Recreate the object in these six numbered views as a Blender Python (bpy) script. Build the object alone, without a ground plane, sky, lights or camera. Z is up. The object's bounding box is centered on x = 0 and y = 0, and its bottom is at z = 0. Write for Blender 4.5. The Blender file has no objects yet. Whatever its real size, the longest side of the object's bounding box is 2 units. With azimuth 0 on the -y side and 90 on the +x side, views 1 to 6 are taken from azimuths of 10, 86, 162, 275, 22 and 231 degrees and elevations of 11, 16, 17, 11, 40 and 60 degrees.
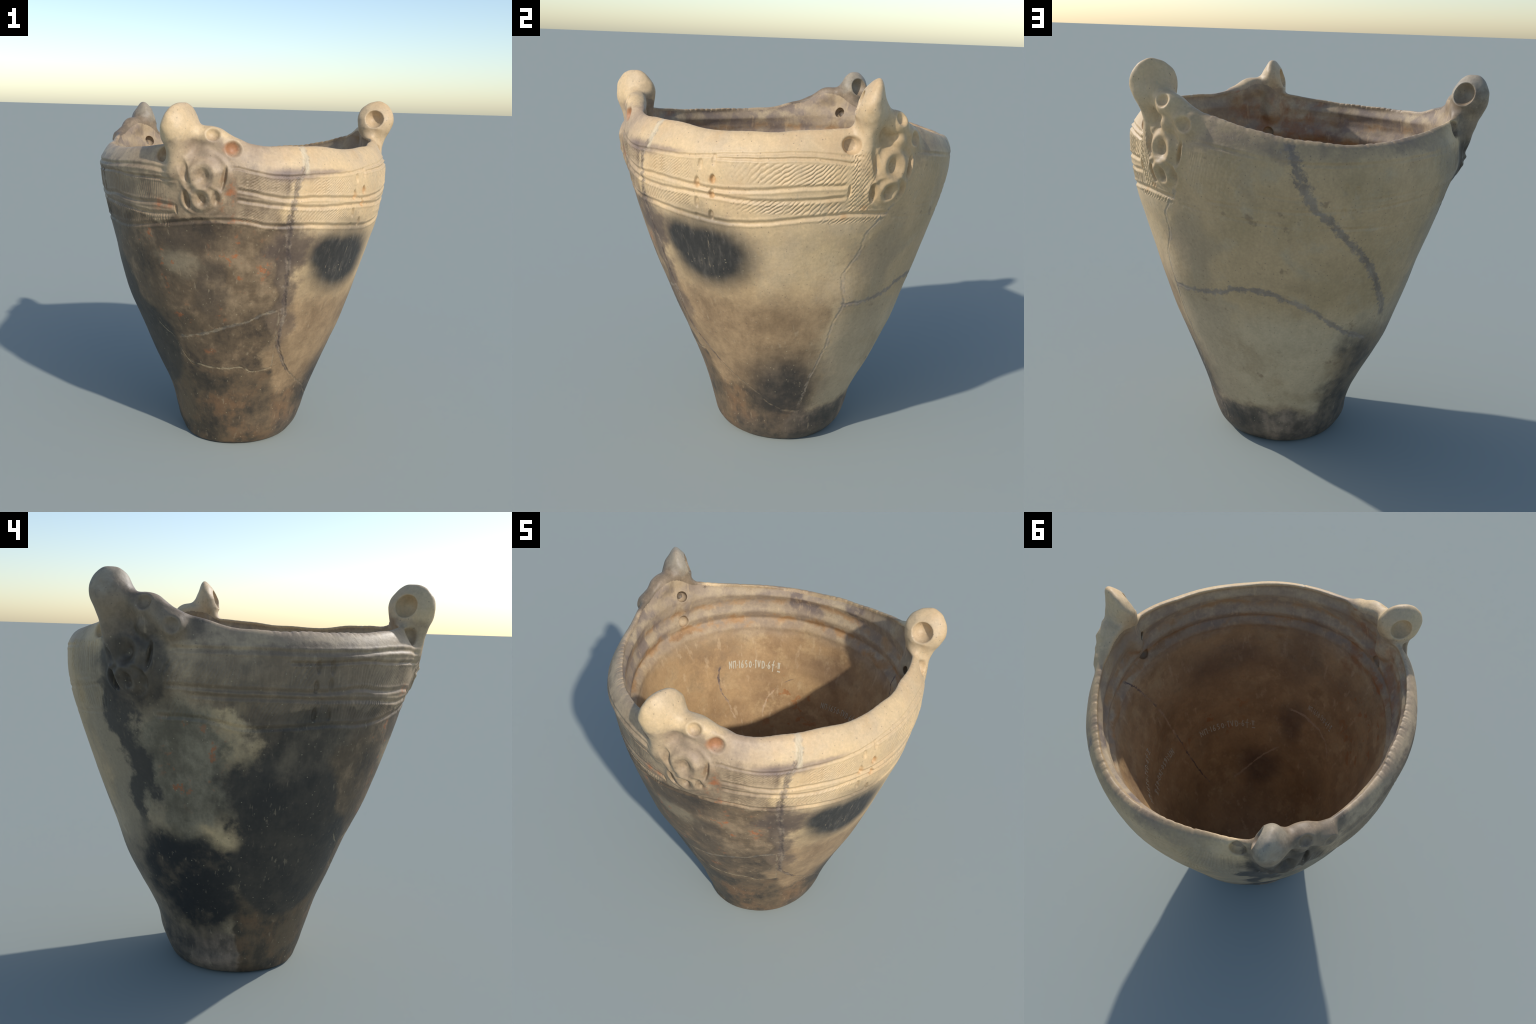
import bpy, math
import numpy as np

RNG = np.random.default_rng(7)
TAU = 2 * math.pi
D2R = math.pi / 180

# ---------------------------------------------------------------------------
#  SHAPE OF THE VESSEL
# ---------------------------------------------------------------------------
# Hand-built pot: outer radius at a height is a slightly lopsided circle,
# r = r0 + c1 cos t + s1 sin t + c2 cos 2t + s2 sin 2t + c3 cos 3t + s3 sin 3t
PROFILE = [
    (0.00, 0.3215, 0.0024, 0.0345, -0.0051, 0.0065, 0.0017, -0.0009),
    (0.06, 0.3562, 0.0125, 0.0415, -0.0002, -0.0003, -0.0058, 0.0024),
    (0.14, 0.3792, 0.0172, 0.0395, -0.0035, 0.0001, -0.0012, -0.0040),
    (0.24, 0.4049, 0.0166, 0.0389, -0.0036, 0.0034, 0.0017, 0.0001),
    (0.34, 0.4418, 0.0151, 0.0451, -0.0049, 0.0056, 0.0033, 0.0011),
    (0.45, 0.4906, 0.0111, 0.0518, -0.0057, 0.0050, 0.0033, -0.0014),
    (0.60, 0.5552, 0.0066, 0.0523, -0.0055, -0.0016, 0.0037, -0.0037),
    (0.75, 0.6154, 0.0089, 0.0454, -0.0044, -0.0011, -0.0001, -0.0033),
    (0.90, 0.6694, 0.0057, 0.0366, -0.0080, -0.0016, 0.0029, -0.0054),
    (1.05, 0.7158, 0.0064, 0.0309, -0.0137, -0.0060, 0.0042, -0.0073),
    (1.20, 0.7612, 0.0082, 0.0319, -0.0170, -0.0078, 0.0057, -0.0038),
    (1.32, 0.7955, 0.0093, 0.0322, -0.0181, -0.0095, 0.0063, -0.0012),
    (1.42, 0.8197, 0.0062, 0.0309, -0.0218, -0.0084, 0.0073, 0.0002),
    (1.52, 0.8415, 0.0021, 0.0333, -0.0207, -0.0042, 0.0079, 0.0063),
    (1.64, 0.8476, 0.0001, 0.0255, -0.0255, 0.0050, 0.0109, 0.0077),
]
# lip of the in-turned rim: (angle, radius, height)
LIP = [
    (0, .735, 1.766), (10, .760, 1.776), (20, .778, 1.785), (30, .788, 1.790),
    (40, .800, 1.795), (50, .801, 1.770), (60, .808, 1.740), (70, .822, 1.713),
    (80, .840, 1.699), (90, .847, 1.691), (100, .842, 1.695), (110, .829, 1.704),
    (120, .819, 1.722), (130, .822, 1.740), (140, .846, 1.762), (150, .854, 1.785),
    (160, .842, 1.800), (170, .808, 1.772), (180, .770, 1.738), (190, .750, 1.730),
    (200, .736, 1.725), (210, .730, 1.723), (220, .736, 1.726), (230, .748, 1.731),
    (240, .764, 1.740), (250, .775, 1.757), (260, .778, 1.772), (270, .770, 1.786),
    (280, .758, 1.782), (290, .741, 1.769), (300, .731, 1.766), (310, .723, 1.764),
    (320, .719, 1.758), (330, .719, 1.746), (340, .720, 1.752), (350, .727, 1.757),
]
Z_COLLAR = 1.62        # where the wall starts to turn in
FLOOR = 0.085         # lowest point of the bowl-shaped floor

# three horn-like handles, each with a cup on one face:
# angle, radius, centre height, half width (radial), half height, outward lean
HANDLES = [
    dict(a=-100.6, twist=-18, r=.808, z=1.853, ar=.107, az=.104, lean=.10, eye=-91.0, coil=.95, pit=(12.4, .818, 1.808), bowl=(19.4, .818, 1.754), root=(.788, 1.66), neck=(.098, .084)),
    dict(a=22.8, twist=-24, r=.820, z=1.898, ar=.104, az=.104, lean=.10, eye=31.0, pit=(9.6, .872, 1.826), bowl=(17.3, .876, 1.742), shear=.28, root=(.785, 1.64), neck=(.074, .066)),
    dict(a=146.4, twist=-25, r=.900, z=1.872, ar=.084, az=.091, lean=.30, eye=151.5, hole=8.6, pit=(11.0, .890, 1.818), bowl=(19.2, .902, 1.738), flat=1.15, root=(.858, 1.67), neck=(.078, .070)),
]


def hermite(xk, yk, x):
    """smooth interpolation through control points (rows of yk)"""
    yk = np.asarray(yk, float)
    if yk.ndim == 1:
        yk = yk[:, None]
    xk = np.asarray(xk, float)
    m = np.gradient(yk, xk, axis=0)
    i = np.clip(np.searchsorted(xk, x) - 1, 0, len(xk) - 2)
    h = (xk[i + 1] - xk[i])[:, None]
    t = np.clip((x - xk[i])[:, None] / h, 0, 1)
    return ((2 * t**3 - 3 * t**2 + 1) * yk[i] + (t**3 - 2 * t**2 + t) * h * m[i]
            + (-2 * t**3 + 3 * t**2) * yk[i + 1] + (t**3 - t**2) * h * m[i + 1])


def smooth(e0, e1, x):
    t = np.clip((x - e0) / (e1 - e0), 0, 1)
    return t * t * (3 - 2 * t)


def wrap(a):
    return (a + math.pi) % TAU - math.pi


# ---- tables over (angle, height): outer and inner radius ------------------
NT, NZ, ZTOP = 2880, 1150, 2.06
TH = np.arange(NT) * TAU / NT - math.pi
ZZ = np.linspace(0, ZTOP, NZ)
DZ = ZZ[1]
lip = np.array(LIP + [(a + 360, r, z) for a, r, z in LIP] + [(a - 360, r, z) for a, r, z in LIP])
lip = lip[np.argsort(lip[:, 0])]
LR, LZ = hermite(lip[:, 0], lip[:, 1:], TH / D2R).T
RAMP = np.zeros(NT)                      # the lip climbs to each handle on one side
for h in HANDLES:
    d = wrap(TH - h["a"] * D2R) / D2R
    RAMP += h.get("ramp", .05) * smooth(-5, 5, d) * (1 - smooth(8, 21, d))


def value_noise(cells_t, cells_z, seed):
    """smooth periodic noise over the table, -1..1"""
    g = np.random.default_rng(seed).uniform(-1, 1, (cells_z + 2, cells_t))
    ft = (np.arange(NT) / NT * cells_t)
    fz = (np.arange(NZ) / NZ * cells_z)
    it, iz = ft.astype(int), fz.astype(int)
    st, sz = ft - it, fz - iz
    st, sz = st * st * (3 - 2 * st), sz * sz * (3 - 2 * sz)
    rows = g[:, it % cells_t] * (1 - st) + g[:, (it + 1) % cells_t] * st
    return rows[iz] * (1 - sz)[:, None] + rows[iz + 1] * sz[:, None]


pr = np.array(PROFILE)
co = hermite(pr[:, 0], pr[:, 1:], np.minimum(ZZ, 1.64))
basis = np.stack([np.ones(NT), np.cos(TH), np.sin(TH), np.cos(2 * TH), np.sin(2 * TH), np.cos(3 * TH), np.sin(3 * TH)])
BODY = co @ basis
# local swellings and flats of the hand-built wall: angle, height, spread (deg, m), amount
for a, z, sa, sz, amt in ((160, 1.62, 24, .18, .034), (182, 1.40, 16, .16, .010), (-124, 1.58, 20, .16, -.024), (215, 1.55, 22, .15, -.008), (-40, .55, 30, .50, -.011),
                          (27, .96, 14, .15, .026), (-58, .75, 14, .3, .010), (-75, 1.2, 25, .5, -.005)):
    BODY += amt * np.exp(-(wrap(TH - a * D2R) / (sa * D2R))**2)[None] * np.exp(-((ZZ - z) / sz)**2)[:, None]
turn = np.clip((ZZ[:, None] - Z_COLLAR) / (LZ - Z_COLLAR)[None], 0, 1)
SM_OUT = BODY + (LR[None] + .014 - BODY) * turn**1.6
thick = hermite([0, .3, .6, 1.0, 1.3, 1.6, 2.1], [.080, .085, .093, .100, .098, .085, .06], ZZ)
thick = thick - .030 * np.cos(TH - 115 * D2R)[None] * (1 - smooth(.35, 1.1, ZZ))[:, None]
# below the lip the inner face drops almost straight
inner_a, inner_b = SM_OUT - thick, (LR + .004)[None] + .02 * (1 - turn) + 0 * SM_OUT
hk = np.maximum(.06 - np.abs(inner_a - inner_b), 0)
R_IN = np.minimum(inner_a, inner_b) - hk * hk * (.25 / .06)
R_IN += (SM_OUT - .034 - R_IN) * smooth(.35, .95, turn)

# ---- relief on the outer wall ---------------------------------------------
REL = np.zeros((NZ, NT))


def window(a, da, z0, z1):
    """index window of the table around an angle (degrees)"""
    k = np.arange(int((a - da) / 360 * NT), int((a + da) / 360 * NT) + 1) + NT // 2
    i0, i1 = max(0, int(z0 / DZ)), min(NZ, int(z1 / DZ) + 2)
    return np.ix_(np.arange(i0, i1), k % NT), wrap(TH[k % NT] - a * D2R)[None], ZZ[i0:i1][:, None]


def dent(a, z, hw, hh, depth, rot=0., soft=.55, ring=0., table=REL):
    """elliptic hollow (depth > 0) or boss (depth < 0); hw, hh in metres along the wall"""
    m = max(hw, hh) * 2.0
    w, dt, zz = window(a, m / .8 / D2R, z - m, z + m)
    x, y = dt * .84, zz - z
    c, s = math.cos(rot), math.sin(rot)
    d = np.sqrt(((c * x + s * y) / hw)**2 + ((-s * x + c * y) / hh)**2)
    table[w] -= depth * (1 - smooth(1 - soft, 1 + soft * .4, d))
    if ring:
        table[w] += ring * np.exp(-((d - 1.3) / .3)**2)


def coil(a, z, rx, rz, w, height, top=True):
    """raised clay loop on the wall"""
    m = max(rx, rz) * 1.6
    wd, dt, zz = window(a, m / .8 / D2R, z - m, z + m)
    x, y = dt * .84, zz - z
    d = (np.sqrt((x / rx)**2 + (y / rz)**2) - 1) * (rx + rz) / 2
    f = 1. if top else .35 + .65 * smooth(.25, .7, np.abs(x) / rx)
    REL[wd] += height * f * np.exp(-(d / w)**2)


def incise(points, width, depth, ends=3.0, worn=0.):
    """groove along a line of (angle, height) points"""
    p = np.array(points, float)
    a0, a1 = p[0, 0], p[-1, 0]
    zl, zh = p[:, 1].min() - .06, p[:, 1].max() + .06
    w, dt, zz = window((a0 + a1) / 2, (a1 - a0) / 2 + ends, zl, zh)
    ang = dt[0] / D2R + (a0 + a1) / 2
    zc = hermite(p[:, 0], p[:, 1], np.clip(ang, a0, a1))[:, 0]
    zc = zc + .0007 * np.sin(ang * .9 + p[0, 1] * 40) + .0012 * np.sin(ang * .23 + 1)
    f = smooth(a0 - ends, a0, ang) * (1 - smooth(a1, a1 + ends, ang))
    f = f * (1 - worn * (.5 + .5 * np.sin(ang * .21 + p[0, 1] * 90)))
    d = (zz - zc[None]) / width
    # rounded furrow with slightly raised shoulders
    REL[w] += f[None] * .78 * depth * (-np.exp(-d * d) + .35 * np.exp(-(np.abs(d) - 1.9)**2 / .5))


def hatch(a0, a1, zlo, zhi, pitch, slope, depth, seed, lead=3.):
    """oblique strokes between two heights"""
    n = np.random.default_rng(seed)
    w, dt, zz = window((a0 + a1) / 2, (a1 - a0) / 2, zlo - .01, zhi + .01)
    ang = dt[0] / D2R + (a0 + a1) / 2
    arc = dt * .84
    jit = np.interp(ang, np.linspace(a0, a1, 40), n.uniform(-.22, .22, 40))[None]
    bend = .35 * np.sin(ang * .17 + seed)[None]
    ph = (arc - (zz - zlo) * (slope + bend)) / pitch + jit
    wave = np.clip(np.cos(TAU * ph), -.3, 1)
    amp = np.interp(ang, np.linspace(a0, a1, 14), n.uniform(.25, 1.15, 14))[None]
    f = smooth(a0, a0 + lead, ang) * (1 - smooth(a1 - 2, a1, ang))
    g = smooth(zlo - .008, zlo + .008, zz) * (1 - smooth(zhi - .008, zhi + .008, zz))
    REL[w] -= depth * amp * f[None] * g * wave


# low-frequency unevenness of a hand-built wall
REL += .0035 * value_noise(14, 12, 3) + .0007 * value_noise(50, 30, 4) + .0003 * value_noise(240, 160, 5)

LOW = [(-103, 1.376), (-94.5, 1.396), (-84, 1.404), (-78, 1.402), (-70, 1.384), (-54, 1.378), (-35.5, 1.361),
       (-22, 1.345), (-14, 1.353), (8.6, 1.394), (16.5, 1.405), (31, 1.396)]
incise(LOW, .009, .008)
incise([(159, 1.358), (173, 1.352), (186, 1.318), (200, 1.323), (214, 1.332), (226, 1.325), (240, 1.345), (254, 1.372)], .009, .0075)
incise([(38, 1.37), (60, 1.34), (97, 1.319), (122, 1.335), (140, 1.35)], .007, .004, worn=.7)
# panel between the front and the right handle
incise([(-80, 1.66), (-68, 1.628), (-50, 1.628), (-33, 1.636), (-19, 1.657), (7, 1.678), (19, 1.668)], .006, .006, worn=.3)
incise([(-24, 1.634), (-11, 1.645), (7, 1.654), (17, 1.641)], .006, .007)
incise([(-79, 1.555), (-62, 1.515), (-51, 1.515), (-37, 1.507), (-25, 1.495), (-12.6, 1.507), (7.5, 1.536), (15, 1.541)], .0085, .0075, ends=1.5)
incise([(-79, 1.505), (-62, 1.477), (-51, 1.467), (-37, 1.469), (-12.6, 1.458), (7.9, 1.475), (15, 1.487)], .0085, .0075, ends=1.5)
dent(17.0, 1.514, .008, .032, .010)
# panel between the left and the front handle
incise([(166, 1.642), (180, 1.645), (201, 1.639), (213, 1.640), (224, 1.641), (237, 1.652), (249, 1.649), (256, 1.640)], .009, .0075)
incise([(200, 1.596), (215, 1.600), (228, 1.606), (237, 1.600), (248, 1.596), (258, 1.594)], .007, .008)
incise([(163, 1.492), (174, 1.488), (215, 1.477), (226, 1.486), (233, 1.476), (242, 1.469), (251, 1.472), (257, 1.466)], .009, .0075, ends=1.5)
incise([(170, 1.455), (219, 1.438), (232, 1.432), (250, 1.415), (257, 1.424)], .009, .008, ends=1.5)
dent(258.4, 1.446, .008, .026, .010)
# worn back panel
incise([(44, 1.672), (58, 1.640), (81, 1.606), (102, 1.618), (128, 1.64)], .007, .004, worn=.7)
incise([(50, 1.49), (80, 1.45), (110, 1.47), (132, 1.50)], .007, .0025, worn=.8)
incise([(48, 1.41), (76, 1.398), (104, 1.421), (122, 1.448), (136, 1.47)], .007, .004, worn=.6)
# oblique strokes
hatch(-24, 16.5, 1.540, 1.632, .027, 1.15, .0031, 1, lead=22)
hatch(-24, 16, 1.405, 1.462, .026, 1.2, .0036, 3, lead=18)
hatch(6, 33, 1.362, 1.386, .024, 1.1, .0034, 5, lead=6)
hatch(15.5, 25.5, 1.412, 1.69, .027, 1.15, .0032, 6)
hatch(-80, -56, 1.55, 1.62, .019, 1.1, .0028, 7)
hatch(-80, -34, 1.40, 1.46, .019, 1.1, .0028, 8)
hatch(-54, -34, 1.53, 1.61, .019, 1.1, .0024, 9)
hatch(160, 207, 1.50, 1.60, .018, .35, .0020, 10)
hatch(214, 256, 1.49, 1.59, .017, .3, .0016, 11, lead=15)
hatch(160, 256, 1.355, 1.43, .017, .35, .0022, 12)
hatch(118, 140, 1.52, 1.66, .018, .3, .0025, 13)
hatch(118, 142, 1.37, 1.48, .018, .3, .0022, 14)
hatch(40, 60, 1.44, 1.62, .02, .6, .0012, 15)
# finger-tip columns in the middle of each panel
for a, z, hh, dp in ((-30.9, 1.603, .026, .007), (-26, 1.626, .026, .006), (-32.1, 1.519, .026, .012), (-26.3, 1.540, .022, .016),
                     (-26.7, 1.474, .022, .013), (-32.4, 1.425, .028, .009), (-27.2, 1.372, .024, .012), (-32.6, 1.355, .02, .004),
                     (-152.5, 1.582, .030, .011), (-147.6, 1.582, .034, .010), (-152.7, 1.498, .028, .012), (-147.6, 1.506, .030, .010),
                     (-152.3, 1.377, .034, .012), (-147.0, 1.375, .032, .010), (-150, 1.432, .02, .004),
                     (88, 1.505, .026, .004), (91.4, 1.490, .028, .005), (88.1, 1.399, .024, .006), (91.3, 1.392, .024, .006)):
    dent(a, z, .0135, hh, dp, rot=.05)

# spectacle-like ornament below every handle: raised panel with hollows
for i, h in enumerate(HANDLES):
    e = h["eye"]
    j = np.random.default_rng(20 + i).uniform(-1, 1, 12)
    k = h.get("coil", 1.)
    dent(e - .5, 1.60, .120, .175, -.006 * k, soft=.6)
    coil(e + .3, 1.620, .118, .112, .012, .006 * k, top=False)
    coil(e - .8, 1.503, .106, .076, .011, .006 * k, top=False)
    coil(e + .2 * j[0], 1.622, .056, .062, .021, .014 * k)
    coil(e - .8, 1.506 + .004 * j[3], .046, .048, .017, .013 * k)
    dent(e + .2 * j[0], 1.622, .027, .034, .016, soft=.7)
    dent(e - .8, 1.506 + .004 * j[3], .020, .030, .018, soft=.7)
    dent(e - 6.6, 1.648 + .006 * j[1], .021, .058, .024, rot=.22, soft=.6)
    dent(e - 6.2, 1.503, .018, .046, .024, rot=.12 + .05 * j[4], soft=.6)
    dent(e + 7.0 + .4 * j[2], 1.612, .012, .056, .018, rot=-.18, soft=.7)
    dent(e + 4.3 + .4 * j[5], 1.512, .019, .034, .015, soft=.7)

# old breaks, filled and slightly sunk or proud: angle along height, or height along angle
SEAMS_UP = dict(
    front=[(.478, -39.4), (.55, -46.5), (.62, -51.4), (.70, -55.7), (.79, -56.6), (.88, -56.4), (.965, -57.4), (1.08, -58.3),
           (1.29, -60.3), (1.39, -60.7), (1.52, -59.6), (1.60, -58.4), (1.66, -56.0), (1.705, -54.9), (1.77, -55.8)],
    right=[(.27, 14.5), (.345, 16.0), (.446, 17.2), (.567, 19.4), (.672, 20.9), (.83, 21.5), (.93, 23.0), (1.03, 21.2),
           (1.10, 20.6), (1.14, 22.6), (1.21, 25.8), (1.29, 26.1), (1.34, 28.5), (1.395, 32.3), (1.45, 35.0)],
    back=[(.80, 117.0), (.878, 114.5), (.951, 110), (1.067, 104), (1.175, 97.4), (1.26, 90.8), (1.35, 85.1), (1.41, 80.1),
          (1.49, 76.9), (1.59, 73.8), (1.66, 72.2), (1.70, 71.8)],
    front_second=[(.53, -55.5), (.61, -56.2), (.73, -58.0), (.80, -58.6), (.90, -59.0)])
SEAMS_ALONG = dict(
    front_slope=[(-113.3, .706), (-101.8, .736), (-91.3, .774), (-83.1, .808), (-74.1, .838), (-67.9, .879), (-60, .905)],
    front_low=[(-127, .80), (-125, .755), (-118, .70), (-114.5, .62), (-110, .553), (-102, .541), (-94, .532), (-85, .533), (-75.6, .543),
               (-69, .516), (-59, .524), (-55, .534)],
    foot=[(-46, .56), (-41, .495), (-33, .437), (-25.7, .394), (-15.5, .343), (-6, .276), (7, .232), (16, .228)],
    back_low=[(22.3, .93), (33, .93), (45.7, .948), (55, .986), (65, .984), (72.5, .951), (81, .903), (90, .822), (105, .714), (112, .69)])


def seam_relief(d, depth, width):
    return -depth * np.exp(-(d / width)**2) + .4 * depth * np.exp(-((np.abs(d) - 2.2 * width) / width)**2)


for name, p in SEAMS_UP.items():
    p = np.array(p)
    zs = np.where((ZZ > p[0, 0]) & (ZZ < p[-1, 0]))[0]
    wob = np.interp(ZZ[zs], np.linspace(0, 2, 140), np.random.default_rng(31).uniform(-1, 1, 140)) + np.interp(ZZ[zs], np.linspace(0, 2, 45), np.random.default_rng(32).uniform(-1, 1, 45))
    ac = hermite(p[:, 0], p[:, 1], ZZ[zs])[:, 0] + .35 * wob
    d = wrap(TH[None] - (ac * D2R)[:, None]) * .72
    REL[zs] += seam_relief(d, .0032 if name == "front" else .0010, .005)
for name, p in SEAMS_ALONG.items():
    p = np.array(p)
    ts = np.where((TH / D2R > p[0, 0]) & (TH / D2R < p[-1, 0]))[0]
    zc = hermite(p[:, 0], p[:, 1], TH[ts] / D2R)[:, 0] + .003 * np.sin(TH[ts] * 70)
    REL[:, ts] += seam_relief(ZZ[:, None] - zc[None], .0014, .005)

R_OUT = SM_OUT + REL

# ---- inner wall: throwing rings below the rim, finger holes under handles --
zi = ZZ[:, None]
wob = .012 * np.sin(TH + .6)[None] + .006 * np.sin(3 * TH)[None]
R_IN += .011 * np.exp(-((zi - 1.492 - wob) / .018)**2) - .007 * np.exp(-((zi - 1.447 - wob) / .020)**2)
R_IN += -.009 * np.exp(-((zi - 1.545 - wob) / .022)**2) + .005 * np.exp(-((zi - 1.605 - wob) / .022)**2)
R_IN += .0035 * value_noise(12, 14, 8) + .0015 * value_noise(70, 60, 9)
FINGER_HOLES = [[(-97.4, 1.643), (-97.6, 1.525)], [(21.2, 1.665), (20.4, 1.510)], [(149.4, 1.712), (149.7, 1.555)]]
# notched lip
n_not = 118
notch = np.interp(TH, np.linspace(-math.pi, math.pi, 240), np.random.default_rng(5).uniform(0, 1.3, 240))
back = .25 + smooth(35, 50, TH / D2R) * (1 - smooth(125, 140, TH / D2R)) + smooth(-175, -165, TH / D2R) * (1 - smooth(-135, -120, TH / D2R))
LIPZ = LZ + RAMP - .0021 * back * notch * np.clip(np.cos(n_not * TH + 1.5 * np.sin(5 * TH)), -.2, 1) + .003 * np.sin(9 * TH) * np.sin(2 * TH + 1) + .0012 * np.sin(23 * TH + 1)

R_OUT32, R_IN32 = R_OUT.astype(np.float32), R_IN.astype(np.float32)
LIPZ32 = LIPZ.astype(np.float32)


def smax(a, b, k):
    h = np.maximum(k - np.abs(a - b), 0)
    return np.maximum(a, b) + h * h * (.25 / k)


def smin(a, b, k):
    h = np.maximum(k - np.abs(a - b), 0)
    return np.minimum(a, b) - h * h * (.25 / k)


def wall_field(x, y, z):
    rho = np.hypot(x, y)
    ft = (np.arctan2(y, x) + np.float32(math.pi)) * np.float32(NT / TAU)
    it = ft.astype(np.int32)
    st = ft - it
    i0 = it % NT
    i1 = (it + 1) % NT
    fz = np.clip(z / np.float32(DZ), 0, NZ - 1.001).astype(np.float32)
    iz = fz.astype(np.int32)
    sz = fz - iz

    def look(T):
        return (T[iz, i0] * (1 - st) + T[iz, i1] * st) * (1 - sz) + (T[iz + 1, i0] * (1 - st) + T[iz + 1, i1] * st) * sz
    ro, ri = look(R_OUT32), look(R_IN32)
    top = z - (LIPZ32[i0] * (1 - st) + LIPZ32[i1] * st)
    body = smax((rho - ro) * np.float32(.88), -z, .02)
    cav = smax((rho - ri) * np.float32(.88), FLOOR + 1.8 * ((x + .03)**2 + (y - .09)**2) - z, .06)
    return smax(smax(body, -cav, .012), top, .022)


def frame(a):
    c, s = math.cos(a * D2R), math.sin(a * D2R)
    return np.array([c, s, 0]), np.array([-s, c, 0])


def on_wall(a, z, out=0.):
    """point on the outer wall"""
    i = int(round((a * D2R + math.pi) / TAU * NT)) % NT
    return SM_OUT[int(z / DZ), i] + out


def ellipsoid(p, c, er, et, semi, lean=0., wedge=0., shear=0.):
    d = p - c
    d = d - shear * np.clip(d[:, 2], 0, None)[:, None] * et
    u, t, w = d @ er, d @ et, d[:, 2]
    cs, sn = math.cos(lean), math.sin(lean)
    u, w = cs * u - sn * w, sn * u + cs * w
    t = t * (1 + wedge * np.clip(w / semi[2] + .35, -.2, 1.3))
    k0 = np.sqrt((u / semi[0])**2 + (t / semi[1])**2 + (w / semi[2])**2)
    k1 = np.sqrt((u / semi[0]**2)**2 + (t / semi[1]**2)**2 + (w / semi[2]**2)**2)
    return k0 * (k0 - 1) / np.maximum(k1, 1e-6)


def cone(p, a, b, ra, rb):
    """round cone-ish capsule from a to b"""
    ab = b - a
    t = np.clip(((p - a) @ ab) / (ab @ ab), 0, 1)
    return np.linalg.norm(p - a - t[:, None] * ab, axis=1) - (ra + (rb - ra) * t)


def flat_cone(p, a, b, ra, rb, et, s):
    """capsule squeezed by s along the direction et"""
    t = (p - a) @ et
    return cone(p + ((s - 1) * t)[:, None] * et, a, b + (s - 1) * ((b - a) @ et) * et, ra, rb) / (.5 + .5 * s)


def cyl(a, r, z):
    return np.array([r * math.cos(a * D2R), r * math.sin(a * D2R), z])


def handle_parts(h, holes):
    a, e = h["a"], h["eye"]
    er, et = frame(a + h["twist"])
    c = cyl(a, h["r"], h["z"])
    lipz = float(np.interp((e - a) * .5 + a, TH / D2R, LZ))
    (pa, pr_, pz), (ba, br, bz) = h["pit"], h["bowl"]
    return dict(er=er, et=et, c=c,
                root=cyl(a + .5, *h["root"]),
                bump=cyl(a + pa - .5, pr_ - .038, pz - .016),
                shoulder=cyl(a + ba - .5, br - .048, bz - .006),
                pit=cyl(a + pa, pr_ + .016, pz + .012),
                low=cyl(a + 10.2, pr_ - .022, 1.733),
                bowl=cyl(a + ba, br + .012, bz),
                hole=cyl(a - h.get("hole", 5.6), on_wall(a - h.get("hole", 5.6), 1.715, -.002), 1.716),
                inner=[cyl(ia, float(R_IN[int(iz / DZ), int(round((ia * D2R + math.pi) / TAU * NT)) % NT]) + .010, iz) for ia, iz in holes])


PARTS = [handle_parts(h, f) for h, f in zip(HANDLES, FINGER_HOLES)]


def handle_field(p, h, q):
    """clay added for one handle (union of lumps), before hollows are pressed in"""
    er, et, c = q["er"], q["et"], q["c"]
    f = ellipsoid(p, c, er, et, (h["ar"], .064, h["az"]), h["lean"], .55, h.get("shear", .15))
    f = smin(f, flat_cone(p, c - np.array([0, 0, .02]) + et * .012, q["root"], *h["neck"], et, h.get("flat", 1.5)), .05)
    f = smin(f, cone(p, c + et * .02 - np.array([0, 0, .02]), q["bump"], .040, .038), .05)
    f = smin(f, ellipsoid(p, q["bump"], *frame(h["a"] + 11.5), (.050, .064, .052)), .03)
    f = smin(f, cone(p, q["bump"], q["shoulder"], .042, .048), .03)
    f = smin(f, np.linalg.norm(p - q["low"], axis=1) - .034, .02)
    # hand-pinched unevenness
    x, y, z = p.T
    return f + .0030 * np.sin(31 * x + 2) * np.sin(37 * y + 1) * np.sin(34 * z) + .0014 * np.sin(83 * x) * np.sin(71 * y + 2) * np.sin(77 * z + 1)


def hollow_field(p, f, h, q):
    er, et, c = q["er"], q["et"], q["c"]
    for o, r, k in ((c - et * .062 + er * -.006 + np.array([0, 0, .006]), .056, .008), (c - et * .030 + er * -.006 + np.array([0, 0, .004]), .037, .012), (q["pit"], .034, .012), (q["bowl"], .041, .012),
                    (q["hole"], .041, .010), *((o, .033, .008) for o in q["inner"])):
        f = smax(f, r - np.linalg.norm(p - o, axis=1), k)
    return f


def field(p):
    """signed distance to the clay, < 0 inside"""
    x, y, z = (p[:, i].astype(np.float32) for i in range(3))
    f = wall_field(x, y, z).astype(np.float64)
    high = np.where(p[:, 2] > 1.43)[0]
    for h, q in zip(HANDLES, PARTS):
        mid = cyl(h["a"] + 7, .82, 1.78)
        k = high[(np.abs(p[high] - mid) < (.36, .36, .36)).all(1)]
        if len(k):
            s = p[k].astype(np.float64)
            g = smin(f[k], handle_field(s, h, q), .045)
            f[k] = hollow_field(s, g, h, q)
    return f


# ---- mesh the field: surface nets on a sparse grid, then settle on it ------
VOX = .0046
B = 8
LO = np.array([-1.12, -1.12, -.05])
NB = np.ceil((np.array([1.12, 1.12, 2.09]) - LO) / (VOX * B)).astype(int)
NN = NB * B + 1


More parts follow.
